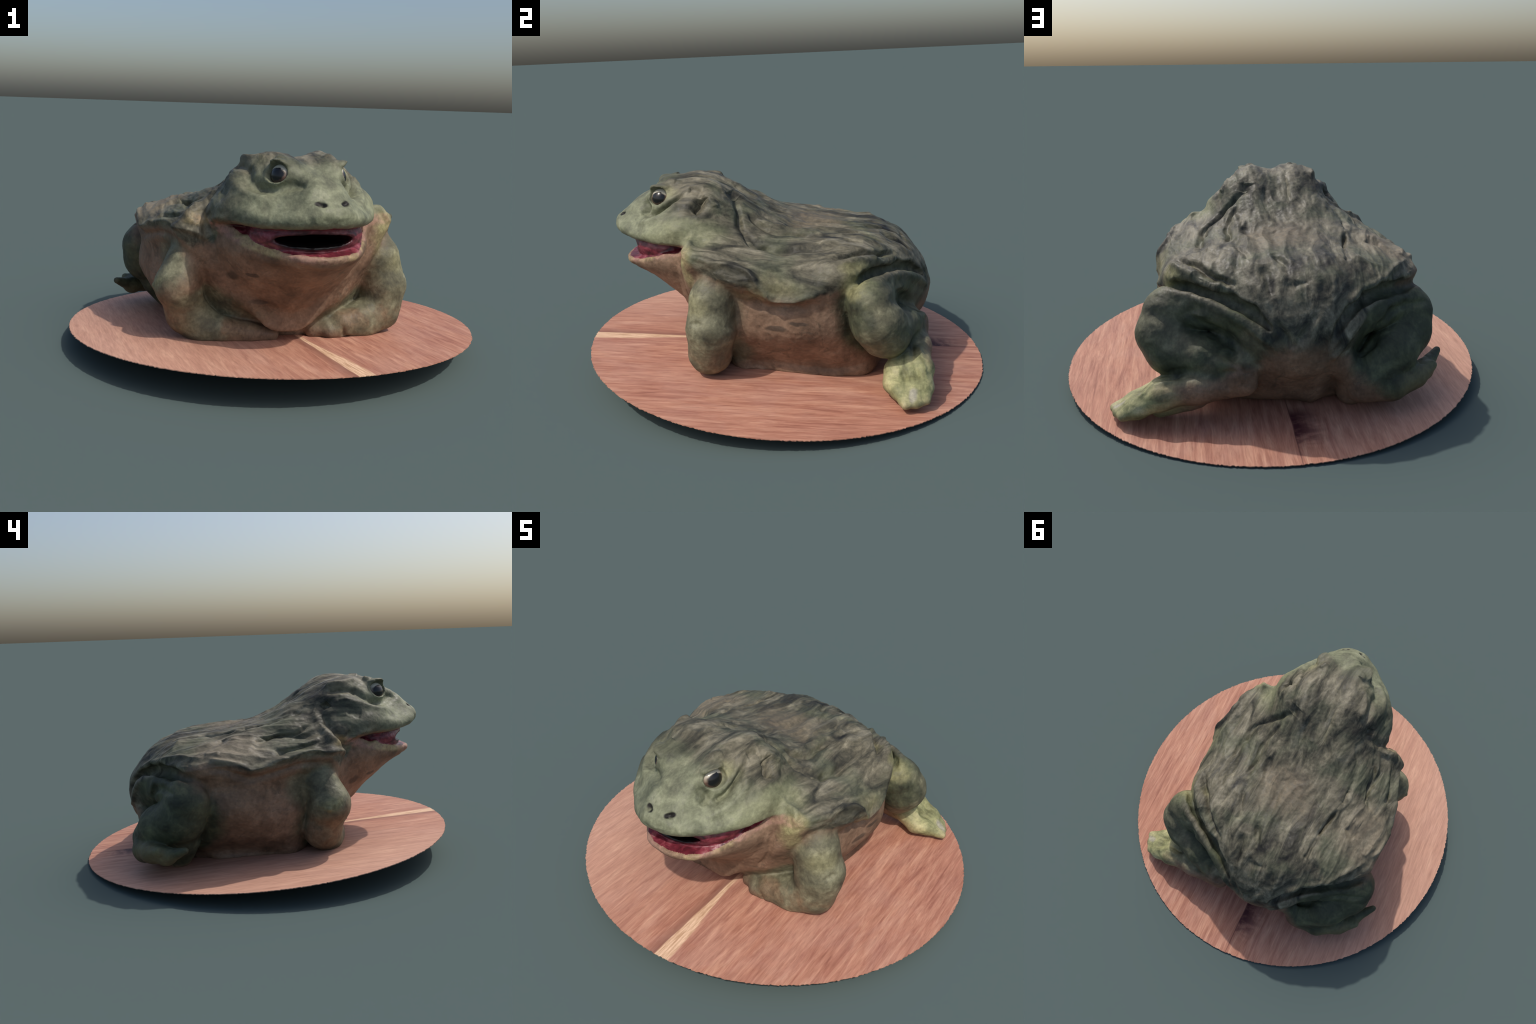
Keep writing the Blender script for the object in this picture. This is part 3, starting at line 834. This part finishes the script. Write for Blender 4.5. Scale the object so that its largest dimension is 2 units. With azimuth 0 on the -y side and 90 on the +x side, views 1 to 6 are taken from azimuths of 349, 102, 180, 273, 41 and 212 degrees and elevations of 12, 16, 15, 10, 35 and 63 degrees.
def wood_material():
    N_ = Nodes('red_wood')
    g = N_.mapping(N_.co, (1, 1, 1), (0, 0, -.14))     # y now runs along the seam
    x, y, z = N_.xyz(g)
    long_grain = N_.noise(N_.mapping(g, (1, .085, 1)), 34, 8, .66, .6)
    fine = N_.noise(N_.mapping(g, (1, .05, 1)), 130, 5, .7)
    blotch = N_.noise(N_.mapping(g, (1, .5, 1)), 5.5, 5, .6, .8)
    col = N_.ramp(long_grain, [(.26, (.27, .098, .066)), (.42, (.40, .172, .112)), (.55, (.49, .232, .152)), (.74, (.63, .355, .235))])
    col = N_.mix(N_.range(blotch, .40, .66), col, N_.ramp(long_grain, [(.3, (.33, .132, .094)), (.7, (.60, .325, .225))]))
    paler = N_.math('MULTIPLY', N_.range(x, .05, -.75), .45)
    col = N_.mix(paler, col, (.63, .385, .28))
    # plank seam, with a cream sapwood strip in front and a dark purple stain behind
    seam = N_.math('SUBTRACT', x, N_.math('MULTIPLY', N_.math('SUBTRACT', N_.noise(g, 3, 2), .5), .02))
    front = N_.range(y, -.30, -.45)
    width = N_.range(y, -.40, -1.0, .018, .072)
    strip = N_.math('MULTIPLY', N_.math('MULTIPLY', N_.range(seam, -.004, .004), N_.range(N_.math('SUBTRACT', seam, width), .006, -.006)), front)
    dark_side = N_.math('MULTIPLY', N_.math('MULTIPLY', N_.range(seam, -.06, -.004), N_.range(seam, .004, -.002)), N_.range(fine, .2, .8, .35, .9))
    col = N_.mix(N_.math('MULTIPLY', dark_side, N_.range(y, .2, -.45, .15, .75)), col, (.125, .045, .035))
    col = N_.mix(strip, col, N_.mix(N_.range(fine, .3, .7), (.60, .36, .21), (.80, .55, .37)))
    stain = N_.math('MULTIPLY', N_.math('MULTIPLY', N_.range(seam, -.17, -.01), N_.range(seam, .003, -.003)),
                    N_.math('MULTIPLY', N_.range(y, .55, .66), N_.range(y, .95, .80)))
    stain = N_.math('MULTIPLY', stain, N_.range(N_.noise(N_.mapping(g, (.5, 1, 1)), 16, 4, .6), .3, .62))
    col = N_.mix(stain, col, (.075, .018, .022))
    line = N_.math('MULTIPLY', N_.range(N_.math('ABSOLUTE', seam), .004, .001), N_.range(y, .4, .6))
    col = N_.mix(N_.math('MULTIPLY', line, .6), col, (.10, .035, .03))
    col = N_.mix(.6, col, N_.ramp(fine, [(.25, (.62, .58, .56)), (.5, (1, 1, 1)), (.75, (1.30, 1.32, 1.34))]), 'MULTIPLY')
    N_.put(N_.bsdf.inputs['Base Color'], col)
    N_.bsdf.inputs['Roughness'].default_value = .62
    N_.bsdf.inputs['Specular IOR Level'].default_value = .3
    N_.bump(N_.math('ADD', long_grain, N_.math('MULTIPLY', fine, .5)), .12, .003)
    return N_.mat


# ------------------------------------------------------------------ build the frog
P = build_fields()
f = P['torso'].copy()
for k, b in BLEND[1:]:
    f = smin(f, P[k], b)
# deep slots between the overhanging back skin and the folded hind legs
trench(f, [(.46, .40, .540, .012), (.41, .44, .548, .026), (.35, .48, .552, .034), (.26, .53, .545, .036), (.15, .59, .525, .034),
           (.06, .64, .498, .028), (-.01, .69, .450, .014)], .015)
trench(f, [(.48, .58, .480, .016), (.40, .62, .455, .026), (.29, .645, .420, .034), (.17, .675, .360, .034), (.06, .705, .305, .024), (0, .72, .27, .012)], .035)
trench(f, [(-.57, .01, .655, .014), (-.51, -.02, .70, .032), (-.46, -.10, .715, .024), (-.42, -.19, .73, .010)], .02)
trench(f, [(-.66, .33, .525, .016), (-.59, .41, .535, .030), (-.49, .48, .540, .036), (-.40, .545, .525, .034), (-.335, .615, .490, .028), (-.29, .675, .44, .018), (-.26, .715, .38, .008)], .02)
trench(f, [(-.70, .41, .465, .010), (-.60, .47, .470, .016), (-.53, .525, .455, .018), (-.485, .55, .400, .020), (-.44, .555, .325, .018), (-.39, .57, .26, .012)], .012)
gx, gy, gz = pts((slice(None),) * 3)
f = np.maximum(f, plate(gx, gy) - 0.0018 - gz)      # the frog sits flat on the board
V, F = surface_nets(f)
skin_mesh = subdivide(mesh_from('skin', V, F), 1)
V, F = get_arrays(skin_mesh)
bpy.data.meshes.remove(skin_mesh)
# ---- relief
V0 = V
V = relief(V, F)
VN = normals(V, F)

# which anatomical part each face belongs to
REGIONS = ['torso', 'head', 'forelimb_l', 'hand_l', 'forelimb_r', 'hand_r', 'hindlimb_l', 'foot_l', 'hindlimb_r', 'foot_r']
FC = V0[F].mean(1)
FN = normals(V0, F)[F].mean(1)
label = np.argmin(np.stack([sample(P[r], FC) for r in REGIONS]), 0)
hs = (FC[:, :2] - HEAD_O) @ HEAD_F
hl = (FC[:, :2] - HEAD_O) @ HEAD_L
sg, ss, sj = sample(P['gum'], FC), sample(P['skull'], FC), sample(P['jaw'], FC)
inside = (sg < np.minimum(ss, sj) + .004) | (np.minimum(np.minimum(ss, sj), sg) < -.012)
# inner edges of the lower and upper lips: half width of the mouth at each step forward
lower = np.interp(hs, [.03, .05, .145, .245, .325, .364, .374], [.30, .306, .262, .204, .147, .085, 0])
hl_jaw = hl - .012
upper = np.interp(hs, [.0, .1, .18, .25, .32, .37, .40, .41], [.31, .29, .255, .21, .155, .105, .04, 0])
inside |= (sj < ss) & (FN[:, 2] > 0) & (FC[:, 2] < .67) & (np.abs(hl_jaw) < lower)
inside |= (ss < sj) & (FN[:, 2] < -.2) & (np.abs(hl) < upper)
inside &= (label == 1) & (FC[:, 2] > .54) & (FC[:, 2] < .70) & (hs > .03)
label[inside] = len(REGIONS)

scene = bpy.context.scene


def link(ob, parent=None):
    scene.collection.objects.link(ob)
    ob.parent = parent
    return ob


frog = link(bpy.data.objects.new('frog', None))
frog['label'] = 'squatting bullfrog with wrinkled olive skin and open red mouth'
frog['category'] = 'frog'
skin, flesh = skin_material(), mouth_material()


def region_part(idx, name, parent, mat):
    Fi = F[label == idx]
    used, inv = np.unique(Fi, return_inverse=True)
    me = mesh_from(name, V[used], inv.reshape(-1, 4))
    me.materials.append(mat)
    me.polygons.foreach_set('use_smooth', np.ones(len(Fi), bool))
    me.normals_split_custom_set_from_vertices(VN[used].astype(np.float32).tolist())
    return link(bpy.data.objects.new(name, me), parent)


torso = region_part(0, 'torso', frog, skin)
head_ob = region_part(1, 'head', frog, skin)
for base in (2, 4):
    limb = region_part(base, 'forelimb', frog, skin)
    region_part(base + 1, 'hand', limb, skin)
for base in (6, 8):
    limb = region_part(base, 'hindlimb', frog, skin)
    region_part(base + 1, 'foot', limb, skin)
region_part(10, 'mouth_lining', head_ob, flesh)

# ---- eyes
nu, nv = 48, 24
ev, ef = [(0, 0, 1)], []
for i in range(1, nv):
    for j in range(nu):
        t, a = math.pi * i / nv, 2 * math.pi * j / nu
        ev.append((math.sin(t) * math.cos(a), math.sin(t) * math.sin(a), math.cos(t)))
ev.append((0, 0, -1))
for j in range(nu):
    k = (j + 1) % nu
    ef.append((0, 1 + j, 1 + k))
    ef.append((len(ev) - 1, 1 + (nv - 2) * nu + k, 1 + (nv - 2) * nu + j))
    for i in range(nv - 2):
        ef.append((1 + i * nu + j, 1 + (i + 1) * nu + j, 1 + (i + 1) * nu + k, 1 + i * nu + k))
eye_mesh = bpy.data.meshes.new('eye')
eye_mesh.from_pydata([tuple(.055 * c for c in v) for v in ev], [], ef)
eye_mesh.polygons.foreach_set('use_smooth', np.ones(len(ef), bool))
eye_mesh.materials.append(eye_material())
for side, surf, g in EYES:
    ob = link(bpy.data.objects.new('eye', eye_mesh), head_ob)
    zax = Vector(g)
    xax = Vector((0, 0, 1)).cross(zax).normalized()
    yax = zax.cross(xax)
    M = Matrix((xax, yax, zax)).transposed().to_4x4()
    M.translation = Vector(surf - g * .052)
    ob.matrix_world = M

# ------------------------------------------------------------------ board
NB = 900
ang = np.linspace(0, 2 * np.pi, NB, endpoint=False)
saw = 0.0025 * (((np.arange(NB) * 0.37) % 1.0) - .5) + 0.0015 * rng.standard_normal(NB)
edge = 0.9965 + np.clip(saw, -.004, .003)
rings = [0.0, 0.35, 0.7, 0.97]
bv, bf = [], []
for dz in (0.0, -0.0035):
    for r in rings[1:] + [None]:
        rr = edge if r is None else np.full(NB, r)
        x, y = rr * np.cos(ang), rr * np.sin(ang)
        bv += list(zip(x, y, plate(x, y) + dz))
c_top = len(bv)
bv += [(0, 0, plate(0, 0)), (0, 0, plate(0, 0) - .0035)]
R_ = len(rings)
for side in (0, 1):
    o = side * R_ * NB
    for j in range(NB):
        k = (j + 1) % NB
        tri = (c_top + side, o + j, o + k)
        bf.append(tri if side == 0 else tri[::-1])
        for i in range(R_ - 1):
            q = (o + i * NB + j, o + (i + 1) * NB + j, o + (i + 1) * NB + k, o + i * NB + k)
            bf.append(q if side == 0 else q[::-1])
for j in range(NB):
    k = (j + 1) % NB
    a = (R_ - 1) * NB
    b = (2 * R_ - 1) * NB
    bf.append((a + k, a + j, b + j, b + k))
bm = bpy.data.meshes.new('wooden_board')
bm.from_pydata([tuple(map(float, v)) for v in bv], [], bf)
bm.materials.append(wood_material())
board = link(bpy.data.objects.new('wooden_board', bm))
board['label'] = 'thin round reddish wooden board with jagged edge'
board['category'] = 'board'
